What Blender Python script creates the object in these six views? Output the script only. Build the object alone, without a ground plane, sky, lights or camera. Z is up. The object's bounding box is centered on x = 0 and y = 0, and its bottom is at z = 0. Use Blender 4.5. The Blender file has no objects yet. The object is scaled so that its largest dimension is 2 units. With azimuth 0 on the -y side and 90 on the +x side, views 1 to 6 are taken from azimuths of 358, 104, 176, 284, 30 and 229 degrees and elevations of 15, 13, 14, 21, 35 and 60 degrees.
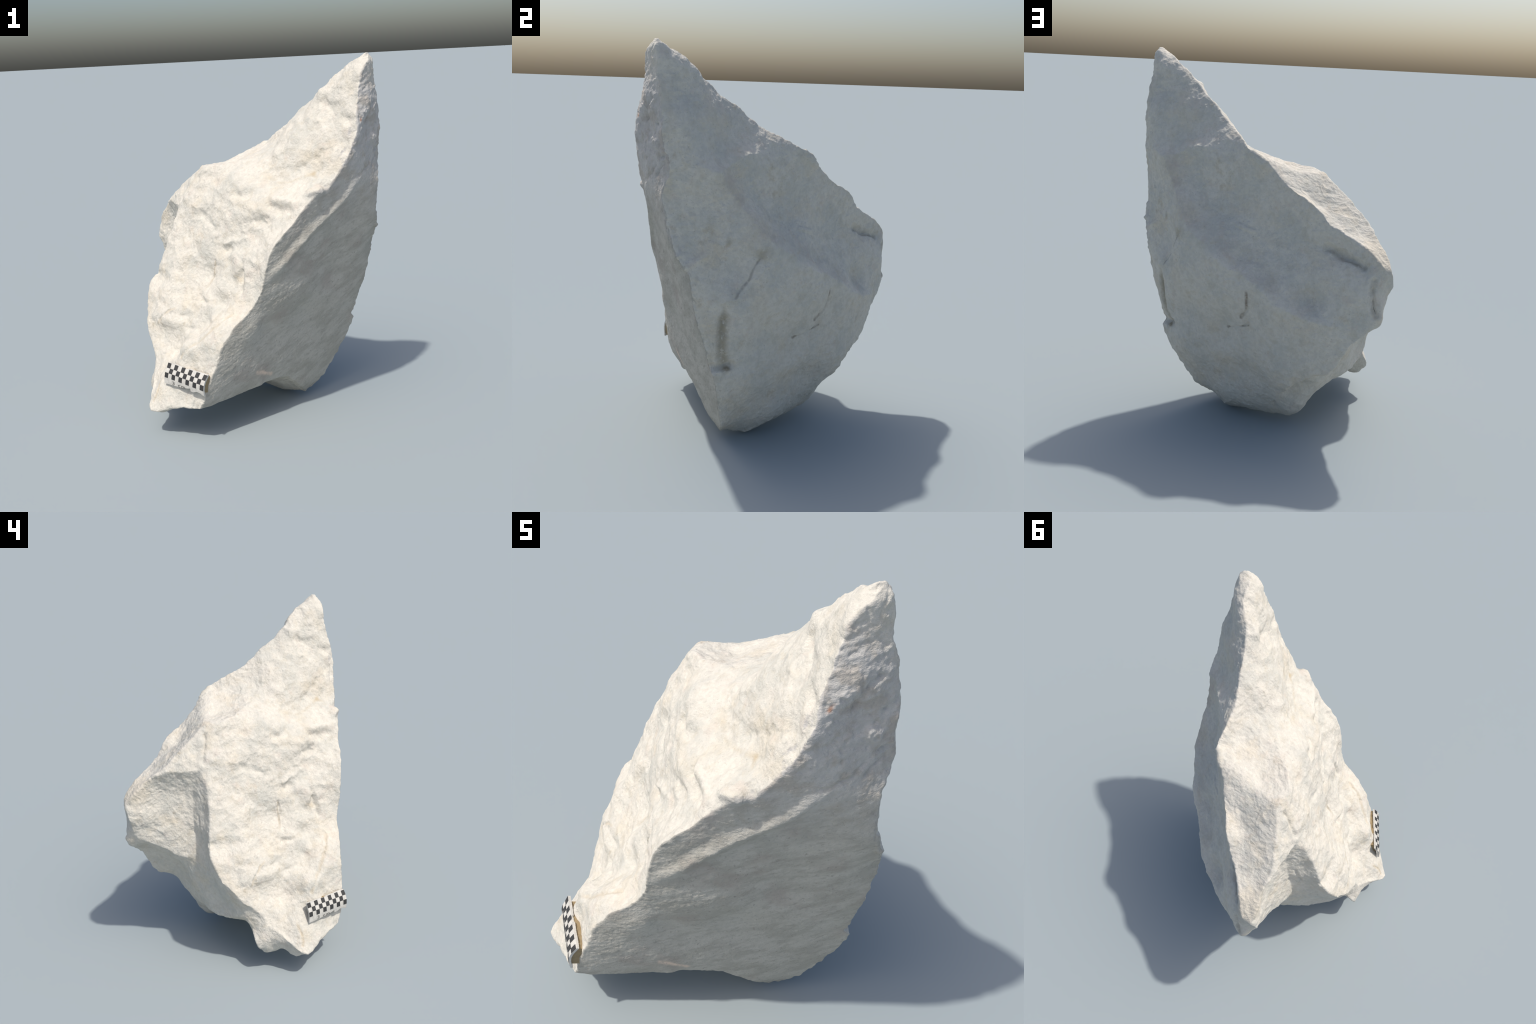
import bpy, bmesh, math
import numpy as np
from mathutils import Vector, Matrix
from mathutils.geometry import delaunay_2d_cdt

# =====================================================================
#  A broken block of pale limestone standing on a narrow foot, with a
#  small chequered paper scale stuck to its front.
#  The block is described by its arrises (3D ridge curves, metres) and by
#  a few relief marks on each broken face; every face is a smooth spline
#  surface stretched over its arrises, then roughened with seeded noise.
# =====================================================================
SEED = 7
STEP = 0.016          # spacing of the face mesh before refinement

# ------------------------------------------------------------- arrises
apex = (.606, -.288, 2.000)
split = (.276, -.009, 1.703)
corner = (-.299, .190, 1.395)
far_tip = (-.600, .604, .985)
ledge_end = (.109, .266, 1.520)
trough_end = (.674, -.205, 1.442)
trough = (.559, -.005, 1.430)
lip_end = (-.503, .622, .676)
pocket_lip = (-.533, .453, 1.135)
pocket_top = (-.456, .187, 1.166)
crease_foot = (-.500, .216, .635)
lump_end = (-.452, .202, .272)
tab = (-.672, -.428, .165)
front_corner = (-.388, -.605, .200)
foot = (.240, -.086, .022)

ARRIS = {
 # right edge of the block: shaded right face meets back face
 "right_back_high": [apex, (.632,-.285,1.964), (.641,-.280,1.900), (.643,-.276,1.850), (.662,-.252,1.774),
    (.675,-.240,1.700), (.678,-.236,1.616), (.676,-.234,1.530), (.674,-.203,1.467), trough_end],
 "right_back_low": [trough_end, (.674,-.205,1.415),
    (.664,-.244,1.333), (.664,-.225,1.203), (.664,-.206,1.115), (.657,-.144,1.002), (.653,-.111,.968),
    (.648,-.106,.904), (.637,-.102,.839), (.608,-.086,.703), (.570,-.065,.593), (.543,-.048,.495),
    (.558,-.030,.462), (.541,-.021,.420), (.478,-.026,.289), (.362,-.043,.106), foot],
 # breaks across the back: trough below the beak, ledge, and the lip of the lower block
 "trough_line": [trough_end, (.636,-.125,1.475), (.600,-.060,1.447), trough],
 "ledge": [trough, (.510,-.004,1.436), (.466,.012,1.454), (.413,.047,1.488), (.350,.082,1.497), (.292,.113,1.498), (.237,.144,1.493),
    (.170,.195,1.500), ledge_end],
 "lip": [trough, (.535,.012,1.390), (.518,.033,1.344), (.488,.085,1.270), (.461,.141,1.192), (.408,.236,1.084), (.355,.270,1.045),
    (.310,.303,1.015), (.255,.368,.959), (.220,.386,.940), (.182,.404,.918), (.131,.412,.905), (.039,.482,.844), (-.057,.539,.772),
    (-.172,.566,.724), (-.275,.590,.699), (-.390,.602,.686), lip_end],
 # sunlit front face meets right face
 "front_right": [apex, (.603,-.330,1.975), (.585,-.352,1.940), (.566,-.360,1.908), (.546,-.373,1.846), (.531,-.394,1.764),
    (.525,-.419,1.689), (.527,-.432,1.631), (.502,-.444,1.569), (.480,-.448,1.512), (.444,-.456,1.443),
    (.402,-.463,1.380), (.360,-.470,1.324), (.303,-.498,1.321), (.253,-.510,1.263), (.184,-.519,1.190),
    (.098,-.547,1.100), (.078,-.552,1.083), (.035,-.558,1.020), (.012,-.560,.940), (-.013,-.553,.829),
    (-.057,-.547,.746), (-.108,-.562,.691), (-.172,-.582,.639), (-.209,-.592,.581), (-.245,-.600,.530),
    (-.266,-.608,.463), (-.294,-.613,.402), (-.325,-.615,.325), (-.350,-.615,.253), front_corner],
 "right_bottom": [front_corner, (-.305,-.571,.207), (-.182,-.488,.212), (-.108,-.437,.217), (-.050,-.415,.230),
    (-.015,-.377,.232), (.057,-.334,.234), (.128,-.275,.214), (.175,-.214,.145), (.215,-.160,.086), foot],
 "front_bottom": [front_corner, (-.440,-.580,.198), (-.471,-.564,.200), (-.545,-.520,.176), (-.618,-.487,.148), (-.655,-.470,.148), tab],
 # crest from the apex down to the far tip
 "crest_high": [apex, (.590,-.315,1.997), (.561,-.303,1.981), (.528,-.250,1.960), (.496,-.200,1.935), (.452,-.178,1.889),
    (.408,-.148,1.840), (.335,-.086,1.764), split],
 "crest_low": [split, (.234,.037,1.655), (.185,.095,1.602), (.138,.193,1.560), ledge_end],
 "crest_tail": [ledge_end, (.060,.297,1.484),
    (.008,.319,1.457), (-.034,.337,1.411), (-.076,.369,1.365), (-.120,.399,1.333), (-.170,.427,1.308),
    (-.220,.463,1.272), (-.264,.478,1.232), (-.297,.497,1.185), (-.353,.510,1.159), (-.378,.525,1.144),
    (-.438,.553,1.114), (-.510,.596,1.063), (-.554,.618,1.007), far_tip],
 # upper border of the front face
 "shoulder": [split, (.190,-.040,1.605), (.115,-.055,1.506), (.000,-.018,1.450), (-.108,.018,1.432),
    (-.195,.047,1.412), (-.240,.072,1.409), (-.290,.103,1.402), corner],
 "shoulder_low": [corner, (-.356,.239,1.338), (-.405,.280,1.295), (-.447,.322,1.250), (-.496,.370,1.195), pocket_lip],
 "shoulder_tip": [pocket_lip, (-.555,.494,1.106), (-.580,.527,1.063), (-.597,.571,1.019), far_tip],
 # pocket broken out of the left side
 "pocket_rim": [pocket_lip, (-.519,.367,1.168), (-.490,.280,1.166), pocket_top],
 "pocket_crease": [pocket_top, (-.448,.216,1.115), (-.449,.235,1.040), (-.451,.239,.963), (-.470,.232,.830), (-.492,.222,.700), crease_foot],
 "pocket_sill": [far_tip, (-.618,.585,.940), (-.625,.572,.900), (-.604,.568,.850), (-.590,.560,.788), (-.562,.480,.735), (-.537,.392,.686),
    (-.526,.322,.642), crease_foot],
 # left edge of the front face
 "front_left": [pocket_top, (-.475,.148,1.105), (-.492,.137,1.063), (-.524,.121,.982), (-.570,.110,.876), (-.604,.104,.787),
    (-.652,.090,.731), (-.672,.050,.648), (-.684,.015,.580), (-.684,-.060,.516), (-.666,-.107,.444), (-.645,-.170,.407),
    (-.634,-.205,.345), (-.637,-.225,.300), (-.651,-.313,.258), (-.655,-.350,.222), tab],
 # underneath
 "wall_crease": [crease_foot, (-.500,.235,.530), (-.478,.245,.400), lump_end],
 "slab_bottom": [lump_end, (-.532,.106,.277), (-.594,.010,.306), (-.618,-.040,.335), (-.640,-.100,.335),
    (-.632,-.135,.270), (-.668,-.155,.215), (-.678,-.178,.170), (-.640,-.210,.118), (-.615,-.262,.115), (-.620,-.312,.150),
    (-.625,-.350,.125), (-.632,-.390,.112), (-.640,-.415,.130), tab],
 "back_bottom": [foot, (.190,.035,.012), (.165,.120,.055), (.143,.195,.107), (.063,.203,.086), (-.050,.278,.122), (-.077,.320,.154),
    (-.092,.385,.228), (-.149,.473,.306), (-.211,.500,.362), (-.270,.523,.402), (-.322,.532,.407), (-.357,.554,.459),
    (-.389,.574,.510), (-.428,.594,.593), lip_end],
 "back_end": [lip_end, (-.530,.630,.730), (-.546,.632,.772), (-.526,.635,.797), (-.520,.634,.850), (-.531,.632,.950), far_tip],
}

# ------------------------------------- faces: border loop + relief marks
FACES = {
 "front": dict(loop=["front_right", "front_bottom", "-front_left", "-pocket_rim", "-shoulder_low", "-shoulder", "-crest_high"],
   marks=[# beak
     (.496,-.334,1.807), (.478,-.347,1.750),
     (.381,-.223,1.762), (.318,-.189,1.706), (.325,-.274,1.608), (.370,-.382,1.521), (.448,-.401,1.570), (.363,-.172,1.808),
     # saddle under the beak
     (.189,-.152,1.573), (.223,-.299,1.404), (.169,-.246,1.406), (.296,-.364,1.400), (.114,-.249,1.343), (.000,-.130,1.402),
     (-.110,-.115,1.376), (.125,-.178,1.486), (-.028,-.240,1.292),
     # middle
     (-.320,.115,1.349), (-.227,.047,1.371), (-.117,-.181,1.281), (.086,-.376,1.266), (.159,-.456,1.233), (.107,-.410,1.223),
     (.045,-.401,1.154), (-.236,-.166,1.084), (-.316,-.020,1.152), (-.332,-.039,1.095), (-.351,.022,1.192), (-.392,-.017,1.009),
     (-.189,-.252,.995), (-.048,-.348,1.058), (-.036,-.333,1.169), (-.334,.053,1.259),
     # lower part, folds and hollows
     (-.254,-.219,.909), (-.262,-.227,.835), (-.318,-.320,.705), (-.336,-.273,.709), (-.521,-.212,.572), (-.126,-.446,.782),
     (-.119,-.428,.810), (-.112,-.397,.938), (-.240,-.340,.778), (-.532,-.172,.630), (-.591,-.142,.569), (-.579,-.070,.698),
     (-.423,-.291,.550), (-.265,-.506,.633), (-.367,-.482,.545), (-.471,-.456,.453), (-.598,-.007,.701), (-.486,-.025,.884),
     (-.399,-.507,.442), (-.505,-.255,.455), (-.475,-.300,.415), (-.395,-.147,.775), (-.303,-.405,.590), (-.212,-.372,.708), (-.264,-.389,.680),
     (-.211,-.538,.649), (-.318,-.486,.579), (-.445,-.454,.496),
     # step above the scale and the spur
     (-.640,-.215,.325), (-.575,-.300,.345), (-.515,-.350,.385), (-.612,-.424,.249), (-.496,-.524,.240), (-.570,-.170,.500),
     (-.638,-.340,.235)]),
 "right": dict(loop=["right_back_high", "right_back_low", "-right_bottom", "-front_right"],
   marks=[(.573,-.206,.948), (.534,-.129,.662), (.320,-.260,.590), (.249,-.218,.292), (.232,-.384,.723), (.380,-.247,.666),
     (.308,-.423,1.071), (.057,-.465,.649), (.370,-.292,.832), (.513,-.316,1.160), (-.030,-.488,.597), (-.051,-.527,.602), (-.054,-.450,.333), (.021,-.384,.286), (.105,-.422,.614),
     (.207,-.347,.640), (.603,-.352,1.703), (.548,-.404,1.682), (.634,-.282,1.548), (.595,-.330,1.479), (.585,-.345,1.657),
     (.640,-.305,1.748), (.618,-.330,1.715), (.650,-.249,1.493)]),
 "beak_back": dict(loop=["crest_high", "crest_low", "-ledge", "-trough_line", "-right_back_high"],
   marks=[(.594,-.266,1.984), (.560,-.232,1.950), (.515,-.186,1.915), (.486,-.170,1.876), (.582,-.184,1.754), (.470,-.085,1.697),
     (.497,-.085,1.636), (.410,-.057,1.665), (.630,-.165,1.675), (.655,-.172,1.587), (.444,-.017,1.506), (.287,.055,1.574), (.207,.104,1.591),
     # foot of the wall above the ledge
     (.520,-.030,1.455), (.400,.020,1.510), (.340,.060,1.525), (.275,.096,1.537), (.200,.155,1.545), (.125,.240,1.522)]),
 "upper_slab": dict(loop=["ledge", "crest_tail", "-back_end", "-lip"],
   marks=[(.255,.151,1.442), (.195,.188,1.325), (.093,.263,1.350), (-.015,.327,1.319), (-.143,.401,1.150), (.150,.272,1.129),
     (.068,.315,1.104), (-.132,.413,1.027), (-.066,.399,1.003), (-.384,.514,1.040), (-.275,.538,.892), (-.059,.469,.875),
     (-.084,.429,.957), (-.467,.590,.990), (-.352,.553,.988), (.371,.076,1.348), (.351,.114,1.271), (.222,.211,1.173),
     # valley floor behind the lip
     (.511,.030,1.367), (.440,.140,1.205), (.385,.195,1.120), (.343,.209,1.128), (.258,.300,1.048), (.225,.345,.990),
     (.172,.338,1.015), (.059,.358,.994), (.121,.351,.966), (.058,.404,.929), (-.056,.463,.875), (-.218,.504,.799), (-.312,.570,.769)]),
 "lower_block": dict(loop=["trough_line", "lip", "-back_bottom", "-right_back_low"],
   marks=[(.220,.378,.877), (.372,.265,.950), (.089,.438,.812), (.089,.417,.709), (.121,.371,.656), (.076,.387,.624),
     (.186,.268,.569), (.260,.302,.699), (-.016,.473,.647), (.388,.166,.648), (.164,.302,.577), (.490,.058,.476),
     (.344,.049,.222), (.185,.213,.286), (.150,.308,.448), (-.130,.488,.385), (-.040,.445,.400), (.220,.243,.402),
     (.060,.300,.335), (.410,.115,.380), (.288,.243,.592), (.505,.105,.690), (.205,.380,.785), (.500,.068,.965), (.555,-.010,1.050),
     # crack that steps down to the notch
     (.464,.166,1.060), (.493,.126,.947), (.548,.060,.843), (.558,.021,.732), (.539,.017,.627), (.500,.041,.515),
     (.530,-.005,.520)]),
 "top": dict(loop=["shoulder", "shoulder_low", "shoulder_tip", "-crest_tail", "-crest_low"],
   marks=[(.100,-.017,1.494), (.009,.018,1.467), (-.125,.012,1.432), (-.129,.158,1.400), (-.277,.114,1.398), (.019,.185,1.462), (-.008,.270,1.468), (-.040,.300,1.438), (-.105,.240,1.429),
     (-.190,.213,1.404), (-.245,.200,1.400),
     (-.232,.385,1.262), (-.312,.420,1.222), (-.365,.400,1.218), (-.425,.455,1.160), (-.490,.480,1.120), (.116,.179,1.517)]),
 "pocket": dict(loop=["pocket_rim", "pocket_crease", "-pocket_sill", "-shoulder_tip"],
   marks=[(-.478,.320,1.100), (-.500,.420,1.060)]),
 "slab_side": dict(loop=["front_left", "-slab_bottom", "-wall_crease", "-pocket_crease"],
   marks=[(-.548,.151,.732), (-.493,.175,.938), (-.550,.075,.375), (-.580,.085,.500)]),
 "underside": dict(loop=["right_bottom", "back_bottom", "back_end", "pocket_sill", "wall_crease", "slab_bottom", "-front_bottom"],
   marks=[(-.445,.520,.628), (-.462,.410,.615), (-.440,.335,.545), (-.505,.555,.695), (-.360,.430,.460), (-.390,.330,.475),
     (-.285,.450,.375), (-.200,.420,.325), (-.150,.385,.285), (-.370,.330,.360), (-.300,.380,.300),
     # rounded lump beside the foot
     (-.165,.275,.058), (-.225,.285,.085), (-.285,.265,.165), (-.205,.360,.195), (-.100,.290,.110), (-.080,.210,.036), (.000,.140,.022), (.080,.070,.006),
     (.170,.030,.002), (-.200,.120,.160), (-.100,.080,.120), (.000,-.020,.095),
     # hollow between the lump and the spur
     (-.400,.000,.290), (-.300,.020,.240), (-.300,-.200,.225), (-.450,-.200,.245), (-.200,-.300,.215), (.000,-.200,.170),
     (-.500,-.320,.215), (-.575,-.200,.130), (-.565,-.270,.118), (-.560,-.370,.120), (-.590,-.430,.120), (-.520,-.180,.195)]),
}

# ------------------------------------------------------------ noise
_rng = np.random.default_rng(SEED)
_perm = np.concatenate([_rng.permutation(256)] * 2)
_grad = _rng.normal(size=(256, 3)); _grad /= np.linalg.norm(_grad, axis=1)[:, None]

def perlin(p):
    i = np.floor(p).astype(int); f = p - i; i &= 255
    w = f * f * f * (f * (f * 6 - 15) + 10)
    out = np.zeros(len(p))
    for dx in (0, 1):
        for dy in (0, 1):
            for dz in (0, 1):
                h = _perm[_perm[_perm[(i[:, 0] + dx) & 255] + ((i[:, 1] + dy) & 255)] + ((i[:, 2] + dz) & 255)]
                d = f - np.array([dx, dy, dz])
                wt = (w[:, 0] if dx else 1 - w[:, 0]) * (w[:, 1] if dy else 1 - w[:, 1]) * (w[:, 2] if dz else 1 - w[:, 2])
                out += wt * (_grad[h] * d).sum(1)
    return out * 1.6

def fbm(p, scale, octaves=3, gain=.5, offset=0.0):
    out = np.zeros(len(p)); a = 1.0; s = scale
    for o in range(octaves):
        out += a * perlin(p * s + offset + 17.3 * o); a *= gain; s *= 2.03
    return out

def ridged(p, scale, octaves=3, offset=0.0):
    out = np.zeros(len(p)); a = 1.0; s = scale
    for o in range(octaves):
        out += a * (1 - 2 * np.abs(perlin(p * s + offset + 9.1 * o))); a *= .5; s *= 2.1
    return out

# ------------------------------------------------------ build the block
verts = []
def add(p):
    verts.append(tuple(map(float, p))); return len(verts) - 1

node = {}
curve_ids = {}
for name, pts in ARRIS.items():
    ids = []
    for k, p in enumerate(pts):
        end = k in (0, len(pts) - 1)
        if end:
            if p not in node: node[p] = add(p)
            ids.append(node[p])
        else:
            ids.append(add(p))
        if k < len(pts) - 1:
            a, b = np.array(p), np.array(pts[k + 1])
            n = max(1, int(round(np.linalg.norm(b - a) / STEP)))
            for t in range(1, n):
                ids.append(add(a + (b - a) * t / n))
    # merge order: the ids list is already in order along the curve
    curve_ids[name] = ids

def loop_ids(loop):
    out = []
    for nm in loop:
        ids = curve_ids[nm.lstrip("-")]
        out += (ids[::-1] if nm[0] == "-" else ids)[:-1]
    return out

def tps(P2, h, lam):
    d = np.linalg.norm(P2[:, None] - P2[None], axis=-1)
    K = np.where(d > 0, d * d * np.log(d + 1e-12), 0) + lam * np.eye(len(P2))
    A = np.block([[K, np.c_[np.ones(len(P2)), P2]], [np.r_[np.ones((1, len(P2))), P2.T], np.zeros((3, 3))]])
    w = np.linalg.lstsq(A, np.r_[h, np.zeros(3)], rcond=None)[0]
    def f(Q):
        d = np.linalg.norm(Q[:, None] - P2[None], axis=-1)
        return np.where(d > 0, d * d * np.log(d + 1e-12), 0) @ w[:-3] + w[-3] + Q @ w[-2:]
    return f

tris, tri_face = [], []
for fi, (fname, spec) in enumerate(FACES.items()):
    ids = loop_ids(spec["loop"])
    B = np.array([verts[i] for i in ids])
    nrm = np.cross(B, np.roll(B, -1, 0)).sum(0); nrm /= np.linalg.norm(nrm)
    ex = np.cross(nrm, (0, 0, 1) if abs(nrm[2]) < .9 else (1, 0, 0)); ex /= np.linalg.norm(ex)
    ey = np.cross(nrm, ex)
    frame = np.stack([ex, ey, nrm])
    L = B @ frame.T
    M = (np.array(spec["marks"]).reshape(-1, 3)) @ frame.T
    keep = L[::2]
    C = np.r_[keep, M]
    surf = tps(C[:, :2], C[:, 2], 1e-5)
    # inner grid
    lo, hi = L[:, :2].min(0), L[:, :2].max(0)
    gx, gy = np.meshgrid(np.arange(lo[0], hi[0], STEP), np.arange(lo[1], hi[1], STEP * .866))
    gx = gx + (np.arange(gx.shape[0]) % 2)[:, None] * STEP * .5
    G = np.c_[gx.ravel(), gy.ravel()] + _rng.normal(size=(gx.size, 2)) * STEP * .08
    P, Q = L[:, :2], np.roll(L[:, :2], -1, 0)
    inside = np.zeros(len(G), bool)
    for a, b in zip(P, Q):
        c = ((a[1] > G[:, 1]) != (b[1] > G[:, 1]))
        x = a[0] + (G[:, 1] - a[1]) * (b[0] - a[0]) / (b[1] - a[1] + 1e-15)
        inside ^= c & (G[:, 0] < x)
    G = G[inside]
    dmin = np.min(np.linalg.norm(G[:, None] - L[None, :, :2], axis=-1), axis=1)
    G = G[dmin > STEP * .62]
    H = surf(G)
    W = np.c_[G, H] @ frame
    gids = [add(p) for p in W]
    allid = ids + gids
    pts2 = [Vector(p) for p in np.r_[L[:, :2], G]]
    n = len(ids)
    ov, oe, of, ovo, _, _ = delaunay_2d_cdt(pts2, [(i, (i + 1) % n) for i in range(n)], [list(range(n))], 1, 1e-6)
    back = []
    for k, src in enumerate(ovo):
        if src: back.append(allid[src[0]])
        else:
            print("EXTRA VERT", fname); q = np.array(ov[k])[None]
            back.append(add(np.r_[q[0], surf(q)] @ frame))
    flip = None
    for f in of:
        t = [back[i] for i in f]
        if len(set(t)) == 3:
            tris.append(t); tri_face.append(fi)
    print(fname, "normal", nrm.round(2), "tris", len(of))

V = np.array(verts)
T = np.array(tris); TF = np.array(tri_face)
used = np.unique(T); remap = -np.ones(len(V), int); remap[used] = np.arange(len(used))
V = V[used]; T = remap[T]

def refine(V, T, TF):
    E = np.sort(np.r_[T[:, [0, 1]], T[:, [1, 2]], T[:, [2, 0]]], 1)
    U, inv = np.unique(E, axis=0, return_inverse=True); inv = inv.ravel()
    mid = len(V) + inv.reshape(3, -1)
    Vn = np.r_[V, (V[U[:, 0]] + V[U[:, 1]]) / 2]
    a, b, c = T.T; ab, bc, ca = mid
    return Vn, np.r_[np.c_[a, ab, ca], np.c_[ab, b, bc], np.c_[ca, bc, c], np.c_[ab, bc, ca]], np.tile(TF, 4)

def edges_of(T):
    return np.unique(np.sort(np.r_[T[:, [0, 1]], T[:, [1, 2]], T[:, [2, 0]]], 1), axis=0)

def smooth(V, T, times, amount):
    E = edges_of(T); deg = np.bincount(E.ravel(), minlength=len(V))[:, None]
    for _ in range(times):
        S = np.zeros_like(V)
        for k in range(3):
            S[:, k] = np.bincount(E[:, 0], V[E[:, 1], k], len(V)) + np.bincount(E[:, 1], V[E[:, 0], k], len(V))
        V = V + amount * (S / deg - V)
    return V

def normals(V, T):
    fn = np.cross(V[T[:, 1]] - V[T[:, 0]], V[T[:, 2]] - V[T[:, 0]])
    N = np.zeros_like(V)
    for k in range(3):
        for j in range(3):
            N[:, k] += np.bincount(T[:, j], fn[:, k], len(V))
    return N / (np.linalg.norm(N, axis=1)[:, None] + 1e-12)

# every face winds the same way (outward)
fn = np.cross(V[T[:, 1]] - V[T[:, 0]], V[T[:, 2]] - V[T[:, 0]])
V, T, TF = refine(V, T, TF)
V = smooth(V, T, 2, .3)
V, T, TF = refine(V, T, TF)
V = smooth(V, T, 2, .4)

# soft weights of each face at each vertex
FW = {}
for fi, nm in enumerate(FACES):
    w = np.zeros(len(V)); w[np.unique(T[TF == fi])] = 1.0
    FW[nm] = w
E = edges_of(T); deg = np.bincount(E.ravel(), minlength=len(V))
for nm in FW:
    w = FW[nm]
    for _ in range(6):
        w = .5 * w + .5 * (np.bincount(E[:, 0], w[E[:, 1]], len(V)) + np.bincount(E[:, 1], w[E[:, 0]], len(V))) / deg
    FW[nm] = w

N = normals(V, T)
if (V * N).sum() < 0:
    T = T[:, ::-1]; N = -N

# ---------------------------------------------------- worn relief
def along(P, lines, radius):
    """largest fall-off 0..1 around a set of polylines (lines of 3D points)"""
    out = np.zeros(len(P))
    for L in lines:
        L = np.array(L)
        for a, b in zip(L[:-1], L[1:]):
            lo, hi = np.minimum(a, b) - radius, np.maximum(a, b) + radius
            k = np.where(((P > lo) & (P < hi)).all(1))[0]
            if not len(k): continue
            t = np.clip(((P[k] - a) @ (b - a)) / ((b - a) @ (b - a)), 0, 1)
            d = np.linalg.norm(P[k] - a - t[:, None] * (b - a), axis=1) / radius
            out[k] = np.maximum(out[k], np.clip(1 - d, 0, 1) ** 1.5)
    return out

CRACKS = [  # narrow splits: (line, radius, depth)
 ([(-.254,-.219,.915), (-.256,-.222,.870), (-.262,-.227,.835), (-.290,-.232,.780)], .014, .009),
 ([(-.318,-.325,.710), (-.345,-.268,.706)], .024, .016),
 ([(-.112,-.397,.938), (-.119,-.420,.860), (-.124,-.440,.790)], .030, .016),
 ([(-.180,-.500,.690), (-.265,-.506,.633), (-.367,-.482,.545), (-.471,-.456,.453)], .016, .008),
 ([(-.532,-.172,.630), (-.591,-.142,.569), (-.636,-.140,.505)], .013, .006),
 ([(-.596,-.400,.320), (-.612,-.424,.249), (-.645,-.430,.190)], .012, .006),
 ([(-.605,.095,.775), (-.570,.075,.772), (-.545,.060,.760)], .022, .016),
 ([(-.339,.181,1.341), (-.395,.172,1.275), (-.418,.170,1.241), (-.440,.170,1.200)], .018, .015),
 ([(.095,.445,.812), (.086,.425,.745), (.089,.417,.709), (.121,.371,.656)], .013, .010),
 ([(.076,.387,.624), (.130,.330,.590), (.186,.268,.569)], .011, .007),
 ([(-.300,.480,1.068), (-.383,.520,1.033), (-.474,.580,1.000)], .032, .032),
 ([(-.512,.636,.940), (-.515,.640,.860), (-.535,.636,.775)], .034, .034),
 ([(.452,.172,1.055), (.493,.126,.947), (.540,.066,.850)], .016, .010),
 ([(.555,.030,.800), (.552,.020,.700), (.540,.012,.600), (.525,.002,.520)], .036, .018),
 ([(.556,-.035,.500), (.520,.010,.498), (.495,.040,.505)], .032, .032),
 ([(.640,-.305,1.748), (.618,-.330,1.715), (.585,-.345,1.657)], .018, .012),
 ([(.660,-.240,1.500), (.640,-.285,1.470), (.590,-.330,1.400), (.520,-.370,1.370)], .018, .010),
 ([(.660,-.235,1.470), (.630,-.270,1.420), (.560,-.330,1.330)], .014, .007),
 ([(.517,-.395,1.527), (.560,-.375,1.560), (.600,-.345,1.590)], .014, .007),
 ([(-.500,.236,.960), (-.490,.190,.850), (-.520,.170,.760)], .016, .010),
]
KNOBS = [  # small lumps left standing: (line, radius, height)
 ([(.475,-.160,1.865), (.455,-.150,1.850)], .045, .008),
 ([(.085,.285,1.490), (.050,.310,1.455)], .045, .014),
 ([(.310,-.485,1.325), (.270,-.470,1.310)], .040, .012),
 ([(.635,-.130,1.005), (.585,-.070,1.045)], .034, .013),
 ([(.665,-.190,1.130), (.660,-.165,1.060)], .024, .012),
 ([(.634,-.282,1.548), (.625,-.290,1.560)], .034, .014),
 ([(-.240,-.230,.850), (-.225,-.260,.800)], .045, .008),
 ([(.110,.340,.960), (.060,.395,.925)], .016, .007),
 ([(.150,.275,1.125), (.070,.318,1.100)], .018, .007),
 ([(-.540,.640,.770), (-.555,.630,.755)], .030, .006),
]
HOLLOWS = [  # soft scoops on the front face, each under a low ledge: (line, radius, depth)
 ([(.381,-.223,1.762), (.440,-.300,1.700), (.490,-.380,1.660)], .065, .015),
 ([(.370,-.382,1.521), (.300,-.340,1.460), (.220,-.300,1.410)], .065, .012),
 ([(.159,-.456,1.222), (.100,-.410,1.218), (.050,-.370,1.230)], .055, .014),
 ([(.045,-.401,1.150), (-.036,-.333,1.158), (-.055,-.300,1.115)], .058, .015),
 ([(-.120,-.180,1.272), (-.050,-.235,1.276)], .055, .012),
 ([(-.236,-.166,1.080), (-.300,-.060,1.130), (-.316,-.020,1.152)], .048, .011),
 ([(-.190,-.255,.980), (-.110,-.310,.995)], .048, .014),
 ([(-.119,-.410,.880), (-.165,-.385,.835)], .062, .014),
 ([(-.530,-.195,.600), (-.450,-.255,.615)], .052, .011),
 ([(-.420,-.290,.545), (-.375,-.335,.558)], .044, .013),
 ([(-.320,.110,1.340), (-.285,.080,1.350)], .040, .008),
 ([(.480,-.345,1.805), (.455,-.300,1.830)], .045, .008),
]
LEDGES = [([(.140,-.425,1.268), (.070,-.360,1.282)], .045, .009), ([(-.192,-.243,1.012), (-.105,-.300,1.045), (-.048,-.348,1.060)], .036, .010),
 ([(.040,-.385,1.205), (-.040,-.310,1.215)], .045, .008), ([(-.330,-.240,.760), (-.420,-.225,.735), (-.520,-.150,.690)], .040, .008)]
STREAK = [(.560,-.350,1.400), (.526,-.368,1.357), (.462,-.385,1.281), (.402,-.402,1.216), (.343,-.426,1.173), (.283,-.449,1.126),
          (.190,-.483,1.038), (.147,-.496,.997), (.061,-.527,.913), (.018,-.540,.873)]

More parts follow.
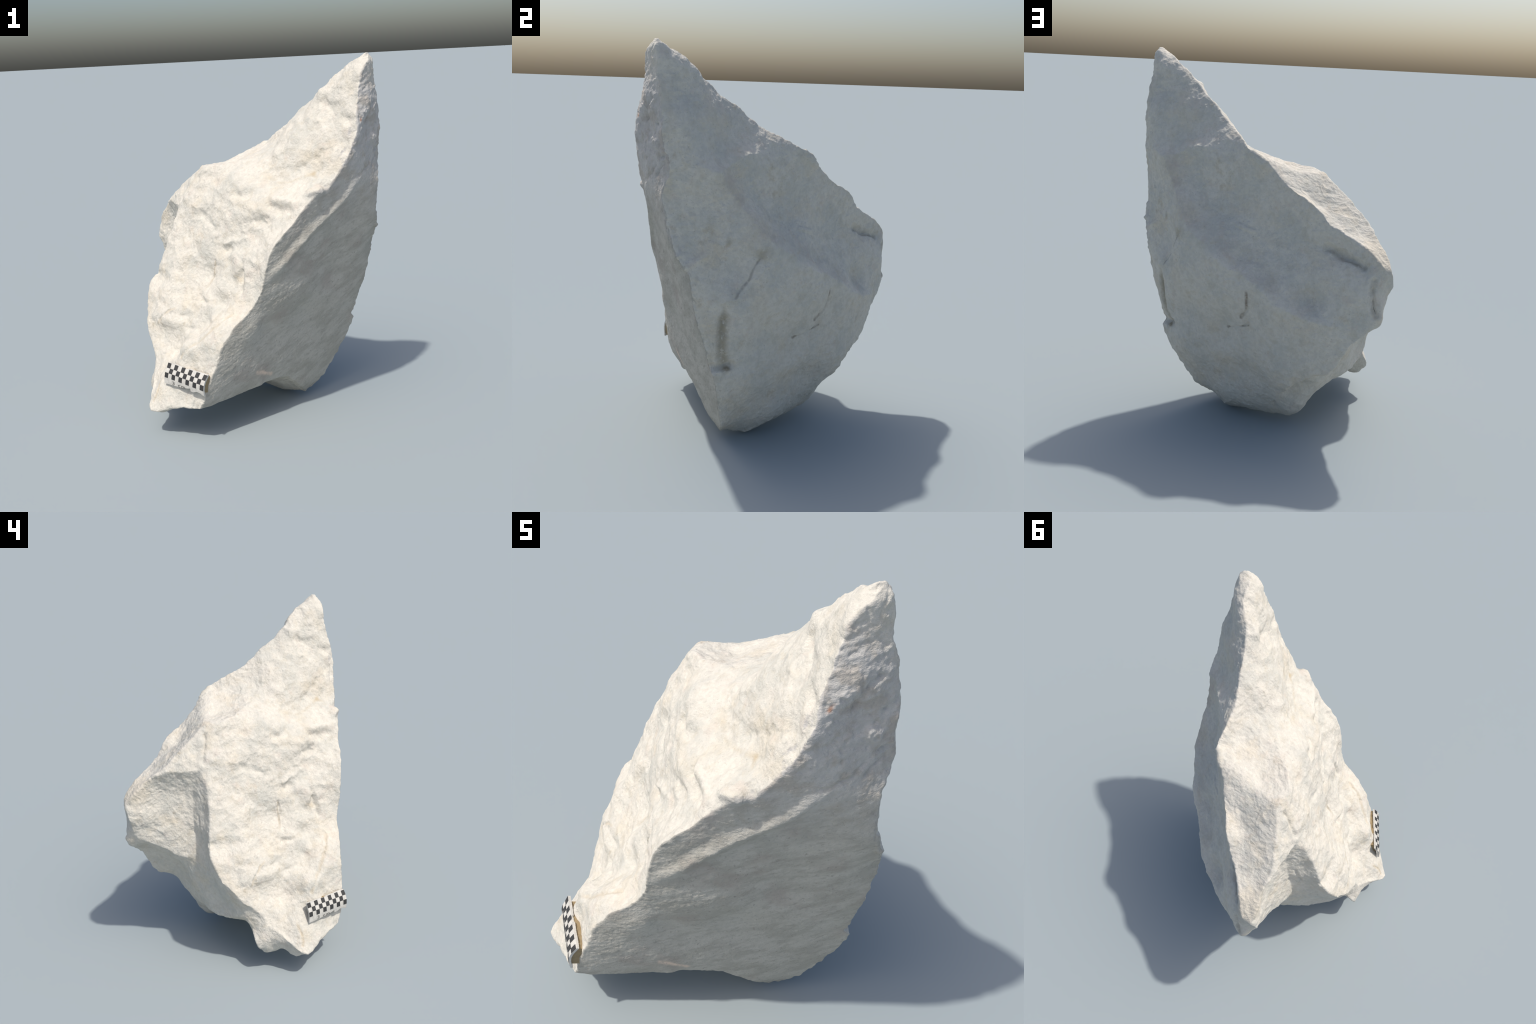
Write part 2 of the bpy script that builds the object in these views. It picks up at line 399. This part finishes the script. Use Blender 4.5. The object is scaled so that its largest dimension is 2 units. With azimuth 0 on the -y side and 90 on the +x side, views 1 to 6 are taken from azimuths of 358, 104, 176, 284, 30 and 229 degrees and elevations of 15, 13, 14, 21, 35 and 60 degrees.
front, right = FW["front"], FW["right"]
back = FW["beak_back"] + FW["upper_slab"] + FW["lower_block"]
upper = np.clip((V[:, 2] - 1.30) / .2, 0, 1)
grain_dir = np.array([.80, .46, .38]); grain_dir /= np.linalg.norm(grain_dir)
G = V - (V @ grain_dir)[:, None] * grain_dir * .55         # stretched along the bedding
coarse = fbm(V, 8, 2, .5, 3.0)
hackle = ridged(V + .03 * coarse[:, None], 16, 2, 31.0)
facets = ridged(V, 7, 2, 205.0)
chips = np.minimum(fbm(V, 9, 2, .4, 51.0), fbm(V, 8, 2, .4, 77.0)) + .18 * np.maximum(fbm(V, 18, 2, .5, 151.0), fbm(V, 20, 2, .5, 177.0))
grain = fbm(V, 60, 3, .6, 8.0)
bed = fbm(G, 34, 3, .55, 15.0)
knobs = fbm(G, 26, 2, .5, 61.0)
pits = np.clip(perlin(V * 48 + 5.0) - .28, 0, 1)
disp = np.zeros(len(V))
disp += front * (.0030 * coarse + .0120 * chips + .0046 * facets + .0010 * hackle + .0012 * grain)
disp += right * (1 - upper) * (.0010 * coarse + .0011 * bed + .0009 * grain - .0030 * pits)
disp += right * upper * (.0055 * knobs + .0012 * bed + .0018 * grain - .011 * pits)
disp += back * (.0030 * coarse + .0070 * chips + .0026 * hackle + .0016 * grain)
rest = np.clip(1 - front - right - back, 0, 1)
disp += rest * (.0040 * coarse + .0060 * chips + .0030 * hackle + .0010 * grain)
edge = np.clip(4 * right * back, 0, 1)
disp += edge * .006 * fbm(V, 22, 2, .5, 91.0)
edge = np.clip(4 * rest * back, 0, 1) * np.clip(1.2 - V[:, 2], 0, 1)
disp += edge * .012 * fbm(V, 14, 2, .5, 29.0)
wander = .007 * np.c_[perlin(V * 24), perlin(V * 24 + 7), perlin(V * 24 + 13)]
for line, radius, depth in CRACKS:
    disp -= depth * along(V + wander, [line], radius)
for line, radius, depth in HOLLOWS:
    k = along(V + 1.5 * wander, [line], radius); disp -= depth * k * k * (3 - 2 * k)
for line, radius, height in LEDGES:
    k = along(V + 1.5 * wander, [line], radius); disp += height * k * k * (3 - 2 * k)
for line, radius, height in KNOBS:
    disp += height * np.clip(2 * along(V, [line], radius), 0, 1)
# rib that follows the front arris on the right face, fading out at both ends
ends = np.clip((V[:, 2] - .86) / .10, 0, 1) * np.clip((1.40 - V[:, 2]) / .10, 0, 1)
k = along(V + .5 * wander, [STREAK], .050)
disp += right * ends * .017 * (k * k * (3 - 2 * k))
trench = along(V + .5 * wander + np.array([.018, -.012, -.055]), [STREAK], .040)
disp -= right * ends * .006 * trench

V = V + N * disp[:, None]
V[:, 2] -= V[:, 2].min()

me = bpy.data.meshes.new("rock_body")
me.vertices.add(len(V)); me.vertices.foreach_set("co", V.astype(np.float32).ravel())
me.loops.add(T.size); me.loops.foreach_set("vertex_index", T.astype(np.int32).ravel())
me.polygons.add(len(T)); me.polygons.foreach_set("loop_start", np.arange(0, T.size, 3, dtype=np.int32))
me.polygons.foreach_set("use_smooth", np.ones(len(T), bool))
me.update(calc_edges=True); me.validate()
body = bpy.data.objects.new("rock_body", me)
bpy.context.collection.objects.link(body)

root = bpy.data.objects.new("limestone_block", None)
bpy.context.collection.objects.link(root)
root["label"] = "jagged pale limestone block with chequered paper scale"
root["category"] = "rock"
body.parent = root

# ------------------------------------------------------------ materials
class Nodes:
    """small helper to write node trees as expressions"""
    def __init__(self, name):
        self.mat = bpy.data.materials.new(name); self.mat.use_nodes = True
        self.t = self.mat.node_tree; self.bsdf = self.t.nodes["Principled BSDF"]
        self.pos = self.t.nodes.new("ShaderNodeTexCoord").outputs["Object"]
    def put(self, sock, v):
        if hasattr(v, "is_linked"): self.t.links.new(v, sock)
        else: sock.default_value = v
    def math(self, op, a, b=0.0, c=0.0, clamp=False):
        n = self.t.nodes.new("ShaderNodeMath"); n.operation = op; n.use_clamp = clamp
        for k, v in enumerate((a, b, c)): self.put(n.inputs[k], v)
        return n.outputs[0]
    def vec(self, op, a, b=(0, 0, 0), scale=None):
        n = self.t.nodes.new("ShaderNodeVectorMath"); n.operation = op
        self.put(n.inputs[0], a); self.put(n.inputs[1], b)
        if scale is not None: self.put(n.inputs["Scale"], scale)
        return n.outputs["Value"] if op in ("DOT_PRODUCT", "LENGTH", "DISTANCE") else n.outputs[0]
    def noise(self, scale, detail=3, rough=.55, at=None, shift=(0, 0, 0), warp=0.0):
        n = self.t.nodes.new("ShaderNodeTexNoise")
        self.put(n.inputs["Vector"], self.vec("ADD", at or self.pos, shift))
        for k, v in (("Scale", scale), ("Detail", detail), ("Roughness", rough), ("Distortion", warp)): n.inputs[k].default_value = v
        return n.outputs["Fac"]
    def ramp(self, v, lo, hi, smooth=True):
        n = self.t.nodes.new("ShaderNodeMapRange"); n.interpolation_type = "SMOOTHSTEP" if smooth else "LINEAR"
        self.put(n.inputs["Value"], v); n.inputs["From Min"].default_value = lo; n.inputs["From Max"].default_value = hi
        return n.outputs["Result"]
    def mix(self, fac, a, b, kind="MIX"):
        n = self.t.nodes.new("ShaderNodeMix"); n.data_type = "RGBA"; n.blend_type = kind
        self.put(n.inputs[0], fac)
        for sock, v in ((n.inputs[6], a), (n.inputs[7], b)):
            self.put(sock, v if hasattr(v, "is_linked") else (*v, 1))
        return n.outputs[2]
    def stretched(self, axis, keep):
        """position squeezed along an axis, so that noise draws out into streaks"""
        d = self.vec("DOT_PRODUCT", self.pos, axis)
        return self.vec("SUBTRACT", self.pos, self.vec("SCALE", axis, scale=self.math("MULTIPLY", d, 1 - keep)))
    def segment(self, a, b, radius):
        """1 on the segment a-b, falling to 0 at the radius"""
        a, b = np.array(a), np.array(b); ab = b - a
        wob = self.vec("ADD", self.pos, self.vec("SCALE", self.vec("SUBTRACT", self.wobble, (.5, .5, .5)), scale=.03))
        r = self.vec("SUBTRACT", wob, tuple(a))
        t = self.math("DIVIDE", self.vec("DOT_PRODUCT", r, tuple(ab)), float(ab @ ab), clamp=True)
        near = self.vec("SUBTRACT", r, self.vec("SCALE", tuple(ab), scale=t))
        return self.ramp(self.vec("LENGTH", near), radius, 0.0)
    def stroke(self, pts, radius):
        out = None
        for a, b in zip(pts[:-1], pts[1:]):
            s_ = self.segment(a, b, radius); out = s_ if out is None else self.math("MAXIMUM", out, s_)
        return out
    def bump(self, height, strength, dist):
        n = self.t.nodes.new("ShaderNodeBump"); n.inputs["Strength"].default_value = strength; n.inputs["Distance"].default_value = dist
        self.t.links.new(height, n.inputs["Height"]); self.t.links.new(n.outputs[0], self.bsdf.inputs["Normal"])

def limestone():
    m = Nodes("limestone")
    w = m.t.nodes.new("ShaderNodeTexNoise"); w.inputs["Scale"].default_value = 14; m.t.links.new(m.pos, w.inputs["Vector"])
    m.wobble = w.outputs["Color"]
    WHITE, GREY, CREAM, TAN, PINK, BLUE = (.665, .625, .545), (.520, .515, .462), (.650, .585, .475), (.470, .390, .275), (.600, .520, .445), (.560, .545, .540)
    col = m.mix(m.math("MULTIPLY", m.ramp(m.noise(6, 6, .68), .44, .62), .50), WHITE, GREY)
    col = m.mix(m.math("MULTIPLY", m.ramp(m.noise(5.5, 4, .6, shift=(4, 1, 7)), .50, .70), .75), col, CREAM)
    col = m.mix(m.math("MULTIPLY", m.ramp(m.noise(12, 4, .65, shift=(9, 3, 2)), .55, .72), .5), col, PINK)
    # tan staining in small patches
    col = m.mix(m.math("MULTIPLY", m.ramp(m.noise(9, 5, .7, shift=(1, 8, 5)), .60, .76), .55), col, TAN)
    # right face: streaky, speckled grain, colours darkened toward the shadow on this side
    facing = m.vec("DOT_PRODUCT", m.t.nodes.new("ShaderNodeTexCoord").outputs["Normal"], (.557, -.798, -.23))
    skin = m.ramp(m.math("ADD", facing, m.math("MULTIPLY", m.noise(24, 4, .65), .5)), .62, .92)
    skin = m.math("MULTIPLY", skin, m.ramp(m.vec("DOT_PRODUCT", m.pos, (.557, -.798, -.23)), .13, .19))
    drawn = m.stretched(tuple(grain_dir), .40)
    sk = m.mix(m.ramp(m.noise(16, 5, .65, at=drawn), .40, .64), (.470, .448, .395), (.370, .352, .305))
    sk = m.mix(m.math("MULTIPLY", m.ramp(m.noise(5, 4, .6, shift=(3, 3, 3)), .52, .70), .6), sk, (.330, .280, .245))
    sk = m.mix(m.math("MULTIPLY", m.ramp(m.noise(70, 3, .7), .60, .72), .7), sk, (.200, .185, .160))
    sk = m.mix(m.math("MULTIPLY", m.ramp(m.noise(48, 4, .7, at=drawn, shift=(6, 2, 4)), .50, .66), .55), sk, (.290, .272, .235))
    high = m.ramp(m.vec("DOT_PRODUCT", m.pos, (0, 0, 1)), 1.05, 1.55)
    sk = m.mix(m.math("MULTIPLY", high, .6), sk, m.mix(m.ramp(m.noise(14, 4, .6, shift=(2, 9, 9)), .45, .62), BLUE, (.450, .400, .360)))
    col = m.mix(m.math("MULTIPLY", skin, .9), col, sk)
    # baked shade of the back trough, painted as a broken dark tint
    trough_shade = m.stroke([(.530,.030,1.390), (.440,.150,1.200), (.330,.240,1.080), (.172,.338,1.005), (.058,.404,.925), (-.056,.463,.870), (-.250,.530,.785)], .085)
    trough_shade = m.math("MULTIPLY", trough_shade, m.ramp(m.noise(11, 5, .7, shift=(2, 2, 6)), .36, .62))
    col = m.mix(m.math("MULTIPLY", trough_shade, .28), col, (.290, .262, .240))
    # tan bloom on the broken faces
    col = m.mix(m.math("MULTIPLY", m.math("MULTIPLY", m.ramp(m.noise(17, 5, .7, shift=(8, 1, 1)), .50, .66), m.math("SUBTRACT", 1.0, skin)), .24), col, (.500, .430, .310))
    # fine speckle
    col = m.mix(m.math("MULTIPLY", m.ramp(m.noise(110, 2, .6), .62, .74), .35), col, (.300, .270, .220))
    col = m.mix(m.math("MULTIPLY", m.ramp(m.noise(45, 3, .6, shift=(5, 5, 1)), .40, .62), .18), col, (.400, .380, .330))
    # ochre veins and dark strokes along the splits
    OCHRE = (.500, .395, .250)
    for pts, r, amt, c in [
        ([(-.180,-.500,.690), (-.265,-.506,.633), (-.367,-.482,.545), (-.471,-.456,.453)], .014, .40, OCHRE),
        ([(-.500,-.190,.650), (-.532,-.172,.630), (-.591,-.142,.569), (-.636,-.140,.505)], .009, .40, OCHRE),
        ([(-.590,-.390,.330), (-.612,-.424,.249), (-.640,-.430,.200)], .012, .50, OCHRE),
        ([(.296,-.364,1.400), (.200,-.310,1.345), (.114,-.249,1.343), (.030,-.150,1.375), (-.020,-.110,1.390)], .016, .45, OCHRE),
        ([(.296,-.364,1.400), (.330,-.440,1.350)], .016, .45, OCHRE),
        ([(-.254,-.219,.915), (-.262,-.227,.835), (-.300,-.234,.770)], .010, .6, (.330,.270,.180)),
        ([(.552,.020,.760), (.548,.014,.690), (.535,.010,.600), (.515,.020,.505)], .034, .65, (.240,.200,.125)),
        ([(.560,-.030,.497), (.500,.035,.503)], .016, .8, (.170,.130,.075)),
        ([(.556,.070,1.230), (.550,.050,1.170), (.545,.040,1.110)], .022, .7, (.260,.220,.140)),
        ([(.452,.172,1.055), (.420,.180,1.060)], .040, .5, (.300,.250,.150)),
        ([(.462,.160,1.040), (.493,.126,.947), (.535,.070,.855)], .009, .55, (.220,.195,.165)),
        ([(.095,.445,.812), (.089,.417,.709), (.121,.371,.656)], .010, .8, (.180,.130,.090)),
        ([(.076,.387,.624), (.186,.268,.569)], .007, .7, (.180,.140,.100)),
        ([(-.300,.480,1.068), (-.383,.520,1.033), (-.474,.580,1.000)], .014, .6, (.240,.205,.150)),
        ([(-.512,.636,.940), (-.515,.640,.860), (-.535,.636,.775)], .020, .6, (.220,.190,.140)),
        ([(.535,-.412,1.660), (.560,-.402,1.690)], .008, .9, (.420,.215,.130)),
        ([(-.054,-.450,.333), (-.020,-.420,.315), (.025,-.384,.286)], .016, .95, (.700,.560,.450)),
      ]:
        broken = m.math("MULTIPLY", m.stroke(pts, r * 1.35), m.ramp(m.noise(38, 4, .7, shift=(r * 50, 0, 0)), .28, .50))
        col = m.mix(m.math("MULTIPLY", broken, amt), col, c)
    dot = m.segment((-.3915,-.017,1.009), (-.3905,-.018,1.012), .006)
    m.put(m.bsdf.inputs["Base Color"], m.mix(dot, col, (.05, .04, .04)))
    m.bsdf.inputs["Roughness"].default_value = .92
    m.bsdf.inputs["Specular IOR Level"].default_value = .25
    h = m.math("ADD", m.math("MULTIPLY", m.noise(85, 4, .65), .5), m.math("MULTIPLY", m.noise(30, 5, .65, at=drawn), .9))
    m.bump(h, .60, .014)
    return m.mat

me.materials.append(limestone())

def plain(name, rgb, rough=.8, speck=None):
    m = Nodes(name)
    c = m.mix(m.ramp(m.noise(60, 3), .35, .65), rgb, tuple(v * .85 for v in rgb))
    if speck: c = m.mix(m.math("MULTIPLY", m.ramp(m.noise(160, 2), .62, .70), .6), c, speck)
    m.put(m.bsdf.inputs["Base Color"], c); m.bsdf.inputs["Roughness"].default_value = rough
    return m.mat

# ------------------------------------------------- chequered paper scale
def obj(name, data, parent):
    o = bpy.data.objects.new(name, data); bpy.context.collection.objects.link(o); o.parent = parent; return o

# left and right profiles of the strip from its top edge to its bottom edge
LEFT = [(-.539,-.437,.421), (-.545,-.442,.394), (-.554,-.449,.371), (-.561,-.454,.345), (-.568,-.458,.311)]
RIGHT = [(-.322,-.623,.408), (-.334,-.633,.383), (-.343,-.639,.358), (-.348,-.642,.330), (-.349,-.643,.300)]
ROWS = [0, .25, .5, .75, 1]
def strip(u, v):
    """point on the front of the strip: u along it 0..1, v down it 0..1 (0, .25, .5, .75 are the row lines)"""
    def prof(P):
        k = min(3, int(v * 4)); t = v * 4 - k
        return np.array(P[k]) * (1 - t) + np.array(P[k + 1]) * t
    return prof(LEFT) * (1 - u) + prof(RIGHT) * u + strip_out * .008 * math.sin(math.pi * min(1, max(0, v)))
strip_out = np.array([-.64, -.72, .26]); strip_out /= np.linalg.norm(strip_out)

def slab(name, us, vs_top, vs_bottom, front, back, rows, mat, parent):
    """a thin curved piece of the strip: columns us, upper and lower edge per column, front and back offset"""
    bm = bmesh.new(); F, B = [], []
    for i, u in enumerate(us):
        f, b = [], []
        for j in range(rows + 1):
            v = vs_top[i] + (vs_bottom[i] - vs_top[i]) * j / rows
            p = strip(u, v)
            f.append(bm.verts.new(p + strip_out * front)); b.append(bm.verts.new(p + strip_out * back))
        F.append(f); B.append(b)
    n = len(us)
    for i in range(n - 1):
        for j in range(rows):
            bm.faces.new((F[i][j], F[i][j + 1], F[i + 1][j + 1], F[i + 1][j]))
            bm.faces.new((B[i][j], B[i + 1][j], B[i + 1][j + 1], B[i][j + 1]))
        bm.faces.new((F[i][0], F[i + 1][0], B[i + 1][0], B[i][0]))
        bm.faces.new((F[i][rows], B[i][rows], B[i + 1][rows], F[i + 1][rows]))
    for j in range(rows):
        bm.faces.new((F[0][j], B[0][j], B[0][j + 1], F[0][j + 1]))
        bm.faces.new((F[-1][j], F[-1][j + 1], B[-1][j + 1], B[-1][j]))
    bmesh.ops.recalc_face_normals(bm, faces=bm.faces)
    d = bpy.data.meshes.new(name); bm.to_mesh(d); bm.free(); d.materials.append(mat)
    return obj(name, d, parent)

paper = plain("worn_white_paper", (.60, .575, .52), .7)
ink = plain("printed_black", (.030, .029, .028), .6, (.12, .11, .10))
putty = plain("brown_putty", (.330, .250, .140), .9)
# torn lower edge: long tongue at the left, bitten away in the middle, short lip at the right
TORN = [(0, 1.0), (.10, 1.0), (.25, .985), (.40, .97), (.50, .93), (.60, .90), (.66, .855), (.67, .985), (.74, .98), (.82, .90),
        (.90, .92), (.96, .98), (1, 1.0)]
def torn(u):
    for (a, va), (b, vb) in zip(TORN[:-1], TORN[1:]):
        if a <= u <= b: return va + (vb - va) * (u - a) / (b - a)
    return 1.0
us = sorted(set([k / 44 for k in range(45)] + [a for a, _ in TORN]))
rng = np.random.default_rng(3)
ragged = [-.03 * abs(math.sin(9 * u)) * .5 + .05 * (abs(u - .45) < .06) - .02 * rng.random() for u in us]
scale_strip = slab("paper_scale", us, ragged, [torn(u) for u in us], .004, -.006, 8, paper, root)
COLS = 11
for r in range(3):
    for c in range(COLS):
        if (r + c) % 2: continue
        u0, u1 = c / COLS, (c + 1) / COLS
        top = .25 * r + (.01 if r == 0 else 0)
        slab("chequer_square", [u0 + .002, (u0 + u1) / 2, u1 - .002], [top] * 3, [.25 * (r + 1)] * 3, .0052, .0036, 3, ink, scale_strip)
slab("putty_backing", [.10 + .88 * k / 20 for k in range(21)], [.03 + .04 * math.sin(k * 2.1) ** 2 for k in range(21)],
     [.82 + .06 * math.sin(k * 1.7) for k in range(21)], -.0065, -.048, 6, putty, scale_strip)

txt = bpy.data.curves.new("scale_lettering", "FONT"); txt.body = "3 cm"; txt.size = .042; txt.extrude = .0008; txt.space_character = 1.15
txt.space_word = 1.4
tmp = bpy.data.objects.new("tmp", txt); bpy.context.collection.objects.link(tmp)
lm = bpy.data.meshes.new_from_object(tmp.evaluated_get(bpy.context.evaluated_depsgraph_get())); bpy.data.objects.remove(tmp)
length = np.linalg.norm(np.array(RIGHT[3]) - np.array(LEFT[3])); tall = .034
for v in lm.vertices:
    u = .20 + v.co.x / length; w = .965 - (v.co.y / tall) * .17
    v.co = Vector(strip(u, w) + strip_out * (.0046 + v.co.z))
lm.materials.clear(); lm.materials.append(plain("faded_lettering", (.16, .155, .14)))
lm.name = "scale_lettering"
obj("lettering", lm, scale_strip)

# centre on the ground plane frame
